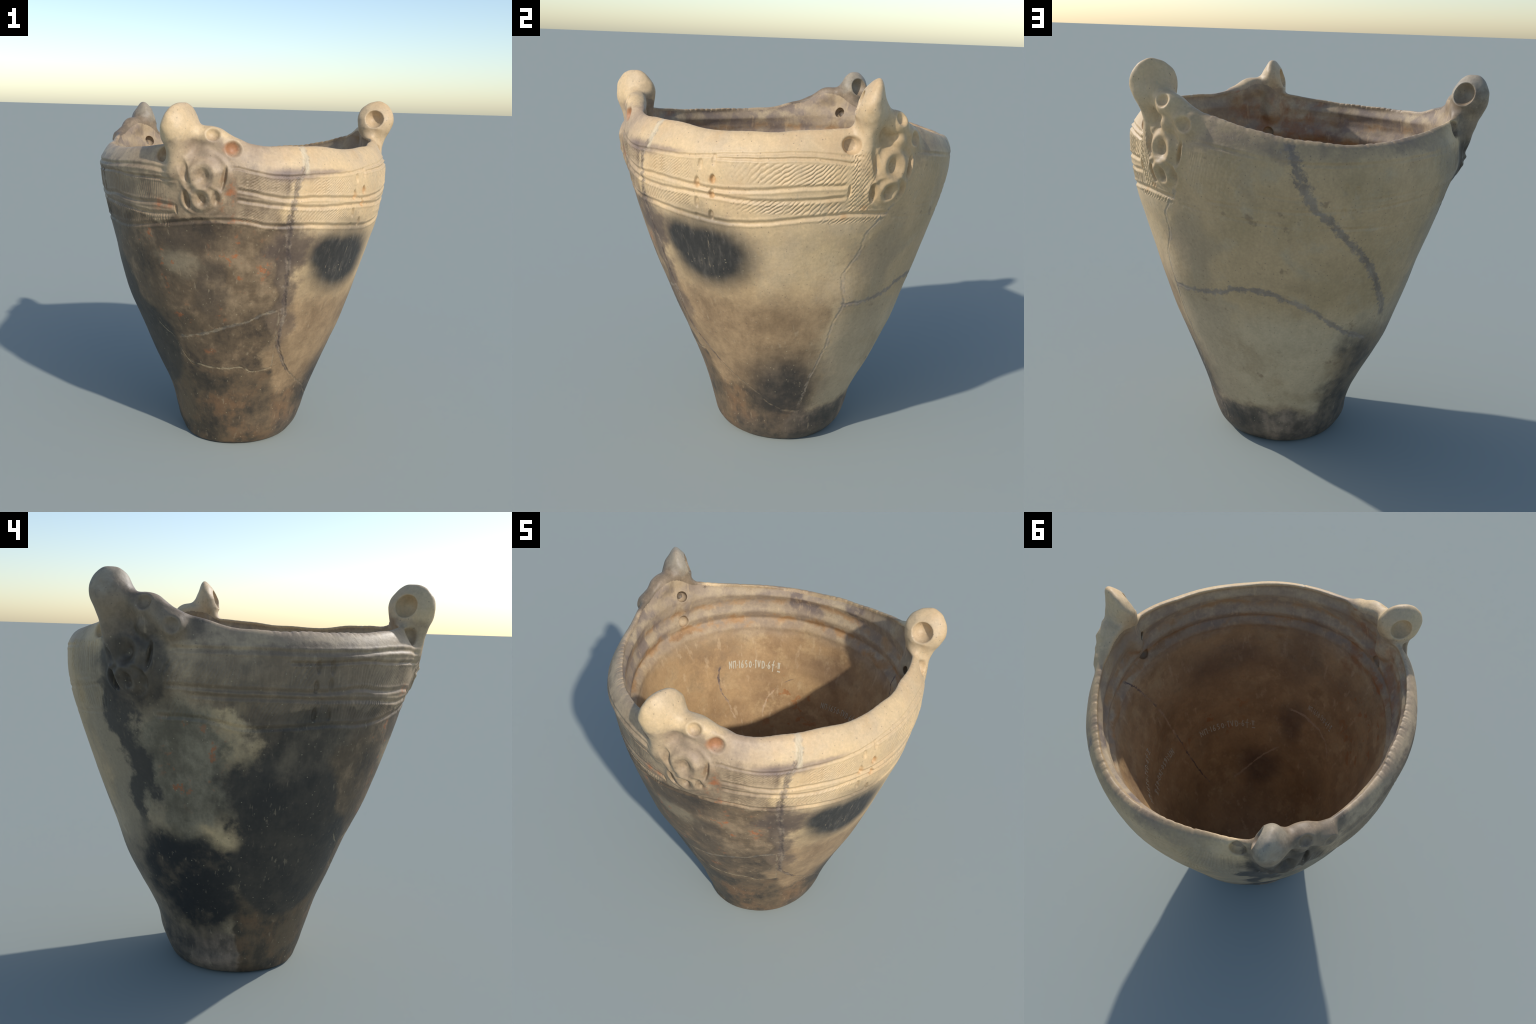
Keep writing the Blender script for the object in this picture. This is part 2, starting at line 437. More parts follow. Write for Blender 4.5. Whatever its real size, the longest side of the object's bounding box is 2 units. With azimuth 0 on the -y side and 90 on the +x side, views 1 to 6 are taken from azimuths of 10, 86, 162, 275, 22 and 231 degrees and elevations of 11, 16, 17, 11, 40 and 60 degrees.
def build_surface():
    bx, by, bz = np.meshgrid(*[np.arange(n) for n in NB], indexing="ij")
    blocks = np.stack([bx.ravel(), by.ravel(), bz.ravel()], 1)
    mid = LO + (blocks + .5) * B * VOX
    near = np.abs(field(mid)) < B * VOX * .87 * 1.25 + .006
    blocks = blocks[near]
    g = np.arange(B + 1)
    off = np.stack(np.meshgrid(g, g, g, indexing="ij"), -1).reshape(-1, 3)
    cells_k, cells_v, quads = [], [], []
    corner = np.array([[i, j, k] for i in (0, 1) for j in (0, 1) for k in (0, 1)])
    edges = [(a, b) for a in range(8) for b in range(a + 1, 8) if np.abs(corner[a] - corner[b]).sum() == 1]

    def key(ijk):
        return (ijk[..., 0].astype(np.int64) * NN[1] + ijk[..., 1]) * NN[2] + ijk[..., 2]
    for s in range(0, len(blocks), 2500):
        b = blocks[s:s + 2500]
        idx = b[:, None] * B + off[None]
        f = field((LO + idx.reshape(-1, 3) * VOX)).reshape(len(b), B + 1, B + 1, B + 1)
        cf = np.stack([f[:, c[0]:B + c[0], c[1]:B + c[1], c[2]:B + c[2]] for c in corner], -1)
        ins = cf < 0
        act = ins.any(-1) & ~ins.all(-1)
        n, i, j, k = np.where(act)
        cv = cf[n, i, j, k]
        acc = np.zeros((len(n), 3))
        cnt = np.zeros(len(n))
        for a, c in edges:
            m = (cv[:, a] < 0) != (cv[:, c] < 0)
            t = cv[m, a] / (cv[m, a] - cv[m, c])
            acc[m] += corner[a] + t[:, None] * (corner[c] - corner[a])
            cnt[m] += 1
        cell = b[n] * B + np.stack([i, j, k], 1)
        cells_k.append(key(cell))
        cells_v.append(LO + (cell + acc / cnt[:, None]) * VOX)
        for ax in range(3):
            f0 = [slice(0, B)] * 3
            f1 = list(f0)
            f1[ax] = slice(1, B + 1)
            a0, a1 = f[(slice(None), *f0)] < 0, f[(slice(None), *f1)] < 0
            n, i, j, k = np.where(a0 != a1)
            node = b[n] * B + np.stack([i, j, k], 1)
            u, v = [(1, 2), (2, 0), (0, 1)][ax]
            eu, ev = np.eye(3, dtype=int)[u], np.eye(3, dtype=int)[v]
            q = np.stack([key(node - eu - ev), key(node - ev), key(node), key(node - eu)], 1)
            flip = ~a0[n, i, j, k]
            q[flip] = q[flip][:, ::-1]
            quads.append(q)
    k = np.concatenate(cells_k)
    v = np.concatenate(cells_v)
    o = np.argsort(k)
    k, v = k[o], v[o]
    q = np.concatenate(quads)
    q = q[np.isin(q, k).all(1)]
    return v, np.searchsorted(k, q)


def gradient(p, h=.0025):
    g = np.empty_like(p)
    for i in range(3):
        d = np.zeros(3)
        d[i] = h
        g[:, i] = (field(p + d) - field(p - d)) / (2 * h)
    return g


import time
_t0 = time.time()
V, Q = build_surface()
print("nets", time.time() - _t0, len(V), len(Q))
for _ in range(2):
    g = gradient(V)
    step = field(V)[:, None] * g / np.maximum((g * g).sum(1, keepdims=True), .2)
    V -= np.clip(step, -.004, .004)
print("settled", time.time() - _t0)
V[:, 2] = np.maximum(V[:, 2], 0)

# ---------------------------------------------------------------------------
#  MATERIALS (procedural nodes on object coordinates)
# ---------------------------------------------------------------------------
class Nodes:
    """small helper to write node trees as expressions"""

    def __init__(self, name):
        self.mat = bpy.data.materials.new(name)
        self.mat.use_nodes = True
        self.t = self.mat.node_tree
        self.t.nodes.clear()
        self.out = self.t.nodes.new("ShaderNodeOutputMaterial")
        self.bsdf = self.t.nodes.new("ShaderNodeBsdfPrincipled")
        self.t.links.new(self.bsdf.outputs[0], self.out.inputs[0])
        self.coord = self.t.nodes.new("ShaderNodeTexCoord").outputs["Object"]

    def put(self, sock, v):
        if hasattr(v, "is_output"):
            self.t.links.new(v, sock)
        else:
            sock.default_value = v

    def m(self, op, a, b=None, c=None, clamp=False):
        n = self.t.nodes.new("ShaderNodeMath")
        n.operation = op
        n.use_clamp = clamp
        for i, v in enumerate((a, b, c)):
            if v is not None:
                self.put(n.inputs[i], v)
        return n.outputs[0]

    def step(self, x, lo, hi):
        """0 below lo, 1 above hi (either order)"""
        n = self.t.nodes.new("ShaderNodeMapRange")
        n.interpolation_type = "SMOOTHSTEP"
        self.put(n.inputs[0], x)
        if lo < hi:
            n.inputs[1].default_value, n.inputs[2].default_value = lo, hi
            n.inputs[3].default_value, n.inputs[4].default_value = 0, 1
        else:
            n.inputs[1].default_value, n.inputs[2].default_value = hi, lo
            n.inputs[3].default_value, n.inputs[4].default_value = 1, 0
        return n.outputs[0]

    def mix(self, f, a, b):
        n = self.t.nodes.new("ShaderNodeMix")
        n.data_type = "RGBA"
        self.put(n.inputs[0], f)
        self.put(n.inputs[6], a if hasattr(a, "is_output") else (*a, 1))
        self.put(n.inputs[7], b if hasattr(b, "is_output") else (*b, 1))
        return n.outputs[2]

    def scale(self, col, f):
        n = self.t.nodes.new("ShaderNodeVectorMath")
        n.operation = "SCALE"
        self.put(n.inputs[0], col)
        self.put(n.inputs["Scale"], f)
        return n.outputs[0]

    def mapping(self, s, loc=(0, 0, 0)):
        n = self.t.nodes.new("ShaderNodeMapping")
        self.put(n.inputs[0], self.coord)
        n.inputs["Scale"].default_value = s
        n.inputs["Location"].default_value = loc
        return n.outputs[0]

    def noise(self, scale, detail=4., rough=.55, vec=None, colour=False):
        n = self.t.nodes.new("ShaderNodeTexNoise")
        self.put(n.inputs["Vector"], vec or self.coord)
        n.inputs["Scale"].default_value = scale
        n.inputs["Detail"].default_value = detail
        n.inputs["Roughness"].default_value = rough
        return n.outputs[1 if colour else 0]

    def voronoi(self, scale, vec=None):
        n = self.t.nodes.new("ShaderNodeTexVoronoi")
        self.put(n.inputs["Vector"], vec or self.coord)
        n.inputs["Scale"].default_value = scale
        return n.outputs["Distance"], n.outputs["Color"]

    def curve(self, x, pts):
        """piecewise smooth function through (x, y) points"""
        xs, ys = [p[0] for p in pts], [p[1] for p in pts]
        x0, x1, y0, y1 = min(xs), max(xs), min(ys) - .01, max(ys) + .01
        n = self.t.nodes.new("ShaderNodeFloatCurve")
        cv = n.mapping.curves[0]
        q = [((a - x0) / (x1 - x0), (b - y0) / (y1 - y0)) for a, b in pts]
        cv.points[0].location, cv.points[1].location = q[0], q[-1]
        for p in q[1:-1]:
            cv.points.new(*p)
        n.mapping.update()
        self.put(n.inputs["Value"], self.m("MULTIPLY_ADD", x, 1 / (x1 - x0), -x0 / (x1 - x0)))
        return self.m("MULTIPLY_ADD", n.outputs[0], y1 - y0, y0)

    # -- places on the wall ---------------------------------------------------
    def places(self, big=(13., .10), small=(.9, .009)):
        sep = self.t.nodes.new("ShaderNodeSeparateXYZ")
        self.put(sep.inputs[0], self.coord)
        ang = self.m("MULTIPLY", self.m("ARCTAN2", sep.outputs[1], sep.outputs[0]), 180 / math.pi)
        self.z = sep.outputs[2]
        self.a = ang
        self.a2 = self.m("ADD", ang, self.m("MULTIPLY", self.m("LESS_THAN", ang, 0.), 360.))   # 0..360
        w = self.t.nodes.new("ShaderNodeSeparateXYZ")
        self.put(w.inputs[0], self.noise(4.5, 6., .62, colour=True))
        v = self.t.nodes.new("ShaderNodeSeparateXYZ")
        self.put(v.inputs[0], self.noise(22., 4., .6, colour=True))

        def shift(x, n, k):
            return self.m("ADD", x, self.m("MULTIPLY_ADD", n, k * 2, -k))
        self.A, self.A2 = shift(self.a, w.outputs[0], big[0]), shift(self.a2, w.outputs[0], big[0])
        self.Z = shift(self.z, w.outputs[1], big[1])
        self.sa, self.sa2 = shift(self.a, v.outputs[0], small[0]), shift(self.a2, v.outputs[0], small[0])
        self.sz = shift(self.z, v.outputs[1], small[1])
        self.fine = v.outputs[2]
        self.wide = w.outputs[2]

    def blob(self, a, z, ha, hz, soft=.5, crisp=False):
        A, Z = (self.sa, self.sz) if crisp else (self.A, self.Z)
        if a > 130 or a < -130:
            A = self.sa2 if crisp else self.A2
            a = a % 360
        x = self.m("MULTIPLY_ADD", A, 1 / ha, -a / ha)
        y = self.m("MULTIPLY_ADD", Z, 1 / hz, -z / hz)
        d = self.m("SQRT", self.m("MULTIPLY_ADD", x, x, self.m("MULTIPLY", y, y)))
        return self.step(d, 1 + soft, 1 - soft)

    def sector(self, a0, a1, soft, z0, z1, zs):
        """soft box in angle and height"""
        A = self.A
        if a1 > 180:
            A = self.A2
        m = self.m("MULTIPLY", self.step(A, a0 - soft, a0 + soft), self.step(A, a1 + soft, a1 - soft))
        k = self.m("MULTIPLY", self.step(self.Z, z0 - zs, z0 + zs), self.step(self.Z, z1 + zs, z1 - zs))
        return self.m("MULTIPLY", m, k)

    def seam_up(self, pts, width):
        d = self.m("MULTIPLY", self.m("ABSOLUTE", self.m("SUBTRACT", self.sa, self.curve(self.z, pts))), .0125)
        on = self.m("MULTIPLY", self.step(self.z, pts[0][0] - .01, pts[0][0] + .02), self.step(self.z, pts[-1][0] + .005, pts[-1][0] - .02))
        d = self.m("ADD", d, self.m("MULTIPLY_ADD", self.noise(38., 4., .65), width * 4.2, -width * 2.1))
        return self.m("MULTIPLY", on, self.step(d, width * 1.3, width * .35))

    def seam_along(self, pts, width):
        d = self.m("ABSOLUTE", self.m("SUBTRACT", self.sz, self.curve(self.a, pts)))
        on = self.m("MULTIPLY", self.step(self.a, pts[0][0] - 1, pts[0][0] + 2), self.step(self.a, pts[-1][0] + 1, pts[-1][0] - 2))
        d = self.m("ADD", d, self.m("MULTIPLY_ADD", self.noise(38., 4., .65), width * 4.2, -width * 2.1))
        return self.m("MULTIPLY", on, self.step(d, width * 1.3, width * .35))

    def finish(self, col, rough, bump=None, dist=.0015):
        self.put(self.bsdf.inputs["Base Color"], col)
        self.put(self.bsdf.inputs["Roughness"], rough)
        self.bsdf.inputs["Specular IOR Level"].default_value = .45
        if bump is not None:
            n = self.t.nodes.new("ShaderNodeBump")
            n.inputs["Strength"].default_value = .6
            n.inputs["Distance"].default_value = dist
            self.put(n.inputs["Height"], bump)
            self.t.links.new(n.outputs[0], self.bsdf.inputs["Normal"])
        return self.mat


PALE = (.640, .456, .248)
TAN = (.330, .222, .128)
BROWN = (.205, .140, .082)
DARK = (.095, .068, .045)
SOOT = (.036, .033, .029)
FILL = (.330, .262, .195)
PURPLE = (.100, .071, .055)
RUST = (.420, .120, .032)


def outer_clay():
    n = Nodes("fired_clay")
    n.places(big=(19., .15), small=(1.3, .013))
    mott = n.noise(5.5, 8., .66)
    small = n.noise(17., 5., .62)
    streak = n.noise(1., 5., .6, vec=n.mapping((30, 30, 5)))
    lump = n.m("ADD", n.m("MULTIPLY", mott, .62), n.m("ADD", n.m("MULTIPLY", small, .22), n.m("MULTIPLY", streak, .16)))

    def tone(lo, hi, a=.40, b=.60):
        return n.mix(n.step(lump, a, b), lo, hi)

    def lay(f, c, k=1.):
        nonlocal col
        col = n.mix(f if k == 1. else n.m("MULTIPLY", f, k), col, c)

    def times(*f):
        r = f[0]
        for g in f[1:]:
            r = n.m("MULTIPLY", r, g)
        return r
    col = n.mix(n.step(n.wide, .35, .7), PALE, (.555, .410, .248))
    lay(n.step(mott, .47, .66), (.525, .355, .185), .65)
    lay(times(n.step(n.noise(3., 3.), .50, .62), n.step(streak, .42, .60)), (.50, .345, .195), .5)
    # warm brown lower half on the right side
    lay(n.sector(-62, 20, 5, -.2, 1.00, .16), tone((.235, .150, .080), (.355, .236, .128), .36, .64), .97)
    lay(n.sector(24, 128, 4, .26, 1.8, .03), n.mix(n.step(n.wide, .35, .7), n.mix(n.step(n.Z, .95, .70), (.525, .362, .196), (.570, .432, .272)), n.mix(n.step(n.Z, .95, .70), (.430, .302, .160), (.49, .375, .235))))
    lay(n.sector(19, 46, 9, .25, 1.05, .12), (.400, .292, .178), .55)
    # stains on the pale back
    lay(times(n.sector(20, 140, 5, .25, 1.60, .1), n.step(mott, .50, .68)), (.420, .320, .200), .8)
    lay(n.blob(37, 1.17, 10, .17, .6), (.380, .278, .168), .85)
    lay(n.blob(45, .80, 12, .12, .6), (.400, .298, .185), .6)
    # mottled, smoke-browned front left of the seam
    lay(n.sector(188, 300, 3, -.2, 1.40, .03), n.mix(n.step(lump, .40, .60), tone((.062, .044, .030), (.112, .077, .046), .36, .50), tone((.150, .100, .057), (.270, .182, .105), .50, .66)))
    lay(n.blob(-77, 1.10, 13, .27, .5), tone((.175, .117, .066), (.320, .222, .130), .40, .58), .85)
    lay(n.blob(-103, 1.17, 9, .08, .6), (.300, .235, .150), .75)
    lay(n.blob(-100, 1.30, 14, .05, .7), (.080, .060, .044), .5)
    lay(n.blob(-90, 1.07, 5, .17, .7), (.075, .056, .041), .6)
    # upper band left and front: grey-tan
    lay(n.sector(160, 296, 4, 1.39, 1.67, .02), tone((.225, .158, .098), (.400, .288, .175)))
    lay(times(n.sector(178, 234, 6, 1.28, 1.62, .05), n.step(mott, .40, .56)), (.135, .098, .066), .75)
    lay(n.sector(166, 292, 5, 1.665, 1.80, .03), tone((.260, .188, .130), (.440, .325, .205)), .75)
    # dark foot
    foot = n.mix(n.step(lump, .45, .57), tone((.044, .034, .025), (.088, .063, .039), .36, .5), n.mix(n.step(n.wide, .38, .62), (.140, .095, .054), (.165, .093, .047)))
    lay(n.sector(180, 308, 4, -.2, .52, .03), foot)
    lay(n.sector(-56, 16, 6, -.2, .36, .06), foot)
    lay(n.sector(12, 182, 3, -.3, .250, .050), tone((.085, .066, .052), (.255, .182, .130)), .95)
    # smoke edge of the back
    lay(n.sector(100, 146, 7, -.1, .74, .12), tone((.060, .050, .042), (.185, .138, .092)), .92)
    lay(n.sector(124, 150, 8, .7, 1.66, .1), (.225, .182, .128), .75)
    # left side: smoke-blackened cloud around a pale patch
    dk = tone((.036, .031, .026), (.066, .053, .039))
    lay(n.blob(160, .52, 27, .30, .22), n.mix(n.step(lump, .50, .64), (.029, .026, .023), (.098, .072, .047)))
    lay(n.blob(164, 1.10, 19, .33, .20), tone((.155, .124, .080), (.275, .224, .148)))
    lay(n.blob(197, 1.00, 19, .29, .22), dk)
    lay(n.blob(206, .90, 20, .30, .10, crisp=True), dk)
    lay(n.blob(213, .64, 32, .30, .08, crisp=True), dk)
    lay(n.blob(207, 1.24, 15, .13, .4), tone((.075, .059, .042), (.165, .125, .082)), .95)
    lay(n.sector(138, 148, 2.5, .80, 1.52, .08), (.046, .040, .034), .92)
    lay(n.blob(151, 1.56, 12, .18, .4), tone((.032, .026, .022), (.095, .072, .050)), .93)
    lay(n.sector(140, 172, 4, 1.68, 2.1, .03), tone((.110, .083, .060), (.235, .172, .115)), .85)
    lay(n.blob(140, 1.93, 14, .06, .5), (.42, .37, .28), .5)
    # fire clouds on the right side
    cloud = n.m("MAXIMUM", n.blob(-31, 1.165, 19, .170, .42, crisp=True), n.blob(-41, 1.215, 11, .12, .45, crisp=True))
    lay(cloud, n.mix(n.step(streak, .45, .75), SOOT, (.080, .070, .058)))
    lay(n.blob(-30, 1.345, 11, .05, .7), (.150, .120, .085), .5)
    lay(n.blob(3, .39, 22, .22, .6, crisp=True), tone((.042, .035, .029), (.105, .078, .054), .42, .62))
    lay(n.blob(32, .10, 17, .10, .4), (.038, .035, .032), .9)
    lay(n.sector(-34, 62, 6, -.2, .17, .06), tone((.042, .036, .030), (.120, .088, .060)), .8)
    # dark weathering beside the front seam and below the rim
    lay(n.blob(-60, 1.24, 9, .14, .5), PURPLE, .85)
    lay(n.blob(-56, 1.00, 6.5, .27, .5), PURPLE, .75)
    lay(n.blob(-61, 1.63, 9, .03, .6, crisp=True), (.140, .098, .092), .75)
    lay(n.blob(-46, 1.642, 7, .014, .6, crisp=True), (.20, .14, .115), .6)
    lay(n.sector(-98, -57, 5, 1.68, 1.79, .05), (.380, .270, .185), .4)
    # rust
    spots = n.step(small, .58, .66)
    zone = n.m("MAXIMUM", n.blob(-78, 1.19, 11, .14, .5), n.m("MAXIMUM", n.blob(-112, 1.24, 7, .24, .5), n.m("MAXIMUM", n.blob(166, 1.15, 12, .20, .5), n.blob(-96, .83, 10, .10, .6))))
    lay(times(spots, zone), RUST, .7)
    broken = n.step(small, .42, .60)
    for a, z, ha, hz, k in ((-80, 1.398, 6, .012, .9), (-83, 1.52, 2.4, .09, .65), (-107, 1.465, 4, .03, .6), (-95, .64, 3, .02, .5)):
        lay(times(n.blob(a, z, ha, hz, .6, crisp=True), broken), RUST, k)
    lay(n.blob(-82.0, 1.750, 2.5, .030, .4, crisp=True), (.36, .135, .045), .75)
    for a, z in ((-26.3, 1.535), (-32.1, 1.51), (-26.7, 1.465), (16.5, 1.395), (23, 1.43)):
        lay(n.blob(a, z, 1.2, .015, .7, crisp=True), (.50, .25, .085), .45)
    # brown grime under the lip and down the back
    lay(times(n.sector(42, 122, 6, 1.63, 1.80, .03), n.step(lump, .40, .58)), (.235, .165, .110), .75)
    lay(times(n.sector(30, 126, 6, .30, 1.62, .1), n.step(n.noise(2.6, 6., .68), .50, .68)), (.335, .230, .125), .55)
    lay(times(n.sector(30, 126, 6, .30, 1.62, .1), n.step(n.noise(13., 3., .6), .64, .74)), (.230, .150, .085), .6)
    # filled breaks
    gap = n.step(small, .36, .52)
    lay(times(n.seam_up(SEAMS_UP["right"], .011), gap), FILL, .6)
    lay(n.seam_up(SEAMS_UP["back"], .025), tone((.185, .142, .112), (.290, .228, .172)), .85)
    lay(n.seam_along(SEAMS_ALONG["back_low"], .016), tone((.205, .165, .140), (.300, .240, .190)), .75)
    lay(n.seam_up(SEAMS_UP["front"], .016), n.mix(n.step(mott, .44, .60), (.085, .062, .054), (.300, .232, .165)), .7)
    lay(times(n.seam_up(SEAMS_UP["front_second"], .005), gap), (.30, .235, .150), .6)
    lay(n.seam_along(SEAMS_ALONG["front_slope"], .0085), n.mix(n.step(small, .4, .6), (.150, .125, .098), (.350, .272, .175)), .75)
    lay(times(n.seam_along(SEAMS_ALONG["front_low"], .005), gap), (.32, .25, .152), .75)
    lay(times(n.seam_along(SEAMS_ALONG["foot"], .005), gap), (.20, .15, .095), .6)
    # pale plaster chip on the rim
    lay(n.blob(-55.2, 1.70, 1.3, .07, .4, crisp=True), (.62, .51, .34), .7)
    # scratches, specks, grain
    scr = n.step(n.noise(1., 3., .5, vec=n.mapping((60, 60, 7), (3, 1, 0))), .62, .72)
    lay(times(scr, n.step(n.wide, .42, .58)), (.42, .325, .205), .35)
    d, c = n.voronoi(52.)
    pick = n.t.nodes.new("ShaderNodeSeparateXYZ")
    n.put(pick.inputs[0], c)
    dot = n.step(d, .22, .08)
    lay(times(dot, n.m("GREATER_THAN", pick.outputs[0], .72)), (.14, .10, .075), .5)
    lay(times(dot, n.m("LESS_THAN", pick.outputs[0], .13)), (.42, .35, .22), .6)
    grain = n.noise(75., 5., .65)
    col = n.scale(col, n.m("ADD", n.m("MULTIPLY_ADD", grain, .46, .77), n.m("ADD", n.m("MULTIPLY_ADD", mott, .44, -.22), n.m("MULTIPLY_ADD", streak, .24, -.12))))
    bump = n.m("ADD", n.m("MULTIPLY", grain, .8), n.m("MULTIPLY", n.noise(26., 3.), 1.0))
    return n.finish(col, n.m("MULTIPLY_ADD", mott, .22, .42), bump, .0016)


SEAM_IN_UP = dict(right=[(.387, 19.1), (.635, 23.5), (.845, 23.9), (1.03, 25.6), (1.29, 30.1), (1.508, 36.6)],
                  back=[(.90, 112), (.986, 110), (1.05, 106.3), (1.093, 102.6), (1.146, 95.3)],
                  left=[(.889, 128.9), (1.023, 133.4), (1.123, 136.6), (1.24, 134.7)])
SEAM_IN_ALONG = dict(low=[(-55, .60), (-38.8, .513), (-19.9, .409), (-5, .36)], front=[(-101, .766), (-88, .844), (-72, .874), (-58, .873)])


def inner_clay():
    n = Nodes("inner_clay")
    n.places()
    mott = n.noise(7., 6., .65)
    col = n.mix(n.step(n.wide, .35, .68), (.455, .288, .136), (.320, .195, .092))
    col = n.mix(n.step(mott, .48, .68), col, (.515, .348, .172))
    # greyer zone below the lip, with ochre in the furrows
    up = n.step(n.Z, 1.36, 1.50)
    col = n.mix(n.m("MULTIPLY", up, .85), col, n.mix(n.step(mott, .36, .64), (.300, .230, .165), (.520, .400, .250)))
    for z, f in ((1.493, .7), (1.61, .55)):
        col = n.mix(n.m("MULTIPLY", n.step(n.m("ABSOLUTE", n.m("SUBTRACT", n.Z, z)), .035, .005), n.m("MULTIPLY", n.step(mott, .40, .58), f)), col, (.400, .190, .055))
    col = n.mix(n.m("MULTIPLY", n.sector(-130, -78, 6, 1.35, 1.74, .05), n.m("MULTIPLY", n.step(n.noise(11., 5.), .44, .64), .6)), col, (.330, .125, .040))
    col = n.mix(n.m("MULTIPLY", n.sector(60, 110, 8, 1.56, 1.70, .03), n.m("MULTIPLY", n.step(n.noise(8., 4.), .48, .6), .7)), col, (.13, .10, .095))
    col = n.mix(n.m("MULTIPLY", n.sector(150, 240, 10, 1.50, 1.80, .04), n.m("MULTIPLY", n.step(n.noise(9., 4.), .46, .6), .6)), col, (.19, .145, .125))
    # dark and light patches, darkest low down
    col = n.mix(n.m("MULTIPLY", n.step(n.noise(3.5, 7., .7), .50, .66), .55), col, (.180, .106, .056))
    col = n.mix(n.m("MULTIPLY", n.step(n.noise(1., 4., .6, vec=n.mapping((26, 26, 6), (5, 2, 1))), .58, .70), .4), col, (.60, .43, .25))
    for a, z, ha, hz, f in ((-38, .43, 22, .13, .7), (-63, .80, 10, .12, .6), (-60, 1.25, 10, .25, .35), (-20, 1.2, 25, .10, .35), (80, 1.25, 16, .08, .35)):
        col = n.mix(n.m("MULTIPLY", n.blob(a, z, ha, hz, .6), f), col, (.115, .075, .055))
    rust = n.step(n.noise(15., 3., .6), .58, .64)
    zone = n.m("MAXIMUM", n.blob(0, .84, 26, .16, .5), n.m("MAXIMUM", n.blob(-112, 1.2, 22, .35, .5), n.blob(95, .95, 20, .2, .5)))
    col = n.mix(n.m("MULTIPLY", n.m("MULTIPLY", rust, zone), .6), col, (.36, .13, .035))
    for p in SEAM_IN_UP.values():
        col = n.mix(n.m("MULTIPLY", n.seam_up(p, .007), n.step(mott, .40, .55)), col, n.mix(n.step(n.wide, .42, .58), (.15, .105, .085), (.50, .35, .21)))
    for p in SEAM_IN_ALONG.values():
        col = n.mix(n.m("MULTIPLY", n.seam_along(p, .007), .7), col, (.50, .36, .235))
    grain = n.noise(60., 5., .65)
    col = n.scale(col, n.m("MULTIPLY_ADD", grain, .44, .78))
    bump = n.m("ADD", grain, n.m("MULTIPLY", n.noise(20., 3.), 1.2))
    return n.finish(col, .72, bump, .0018)


def paint():
    n = Nodes("white_paint")
    g = n.noise(90., 3.)
    return n.finish(n.mix(g, (.46, .39, .28), (.64, .57, .42)), .8)


# ---------------------------------------------------------------------------
#  PARTS: one surface, separated by region
# ---------------------------------------------------------------------------
CLAY, INNER, PAINT = outer_clay(), inner_clay(), paint()


def table_at(T, a, z):
    i = (np.round((a + math.pi) / TAU * NT).astype(int)) % NT
    return T[np.clip(np.round(z / DZ).astype(int), 0, NZ - 1), i]


N = gradient(V, .0022)
N /= np.linalg.norm(N, axis=1, keepdims=True)
C = V[Q].mean(1)
rho, ang, cz = np.hypot(C[:, 0], C[:, 1]), np.arctan2(C[:, 1], C[:, 0]), C[:, 2]
ro, ri = table_at(SM_OUT, ang, cz), table_at(R_IN, ang, cz)
lipz = table_at(np.repeat(LIPZ[None], NZ, 0), ang, cz)
label = np.full(len(Q), "body", dtype=object)
label[cz < .255] = "base"
label[cz > 1.335] = "decorated_band"
label[(rho < (ro + ri) / 2) & (cz > .03)] = "interior"
label[(cz > lipz - .016)] = "rim"
inside = label == "interior"
for i, h in enumerate(HANDLES):
    d = wrap(ang - h["eye"] * D2R) / D2R
    label[(np.abs(d + .8) < 10.8) & (cz > 1.42) & (cz < 1.73) & ~inside & (label != "rim")] = "ornament%d" % i
    k = np.where((cz > 1.62) & (np.abs(wrap(ang - h["a"] * D2R)) < .42))[0]
    hf = handle_field(C[k], h, PARTS[i])
    label[k[(hf < .012) & ((cz[k] > 1.70) | (hf < wall_field(*(C[k, j].astype(np.float32) for j in range(3))) + .004)) & ~inside[k]]] = "handle%d" % i


def part(name, mask, material, parent):
    q = Q[mask]
    used, inv = np.unique(q, return_inverse=True)
    me = bpy.data.meshes.new(name)
    me.vertices.add(len(used))
    me.vertices.foreach_set("co", V[used].astype(np.float32).ravel())
    me.loops.add(len(q) * 4)
    me.loops.foreach_set("vertex_index", inv.astype(np.int32).ravel())
    me.polygons.add(len(q))
    me.polygons.foreach_set("loop_start", np.arange(len(q), dtype=np.int32) * 4)
    me.update(calc_edges=True)
    me.polygons.foreach_set("use_smooth", np.ones(len(q), dtype=bool))
    me.normals_split_custom_set_from_vertices(N[used].tolist())
    me.materials.append(material)
    ob = bpy.data.objects.new(name, me)
    bpy.context.collection.objects.link(ob)
    ob.parent = parent
    return ob


pot = bpy.data.objects.new("clay_pot", None)
pot["label"] = "tall tapering prehistoric clay pot with three horn handles"
pot["category"] = "clay pot"
bpy.context.collection.objects.link(pot)
for nm in ("body", "base", "decorated_band", "rim"):
    part(nm, label == nm, CLAY, pot)
inner = part("interior", label == "interior", INNER, pot)
for i in range(3):
    part("handle", label == "handle%d" % i, CLAY, pot)
for i in range(3):
    part("spiral_ornament", label == "ornament%d" % i, CLAY, pot)

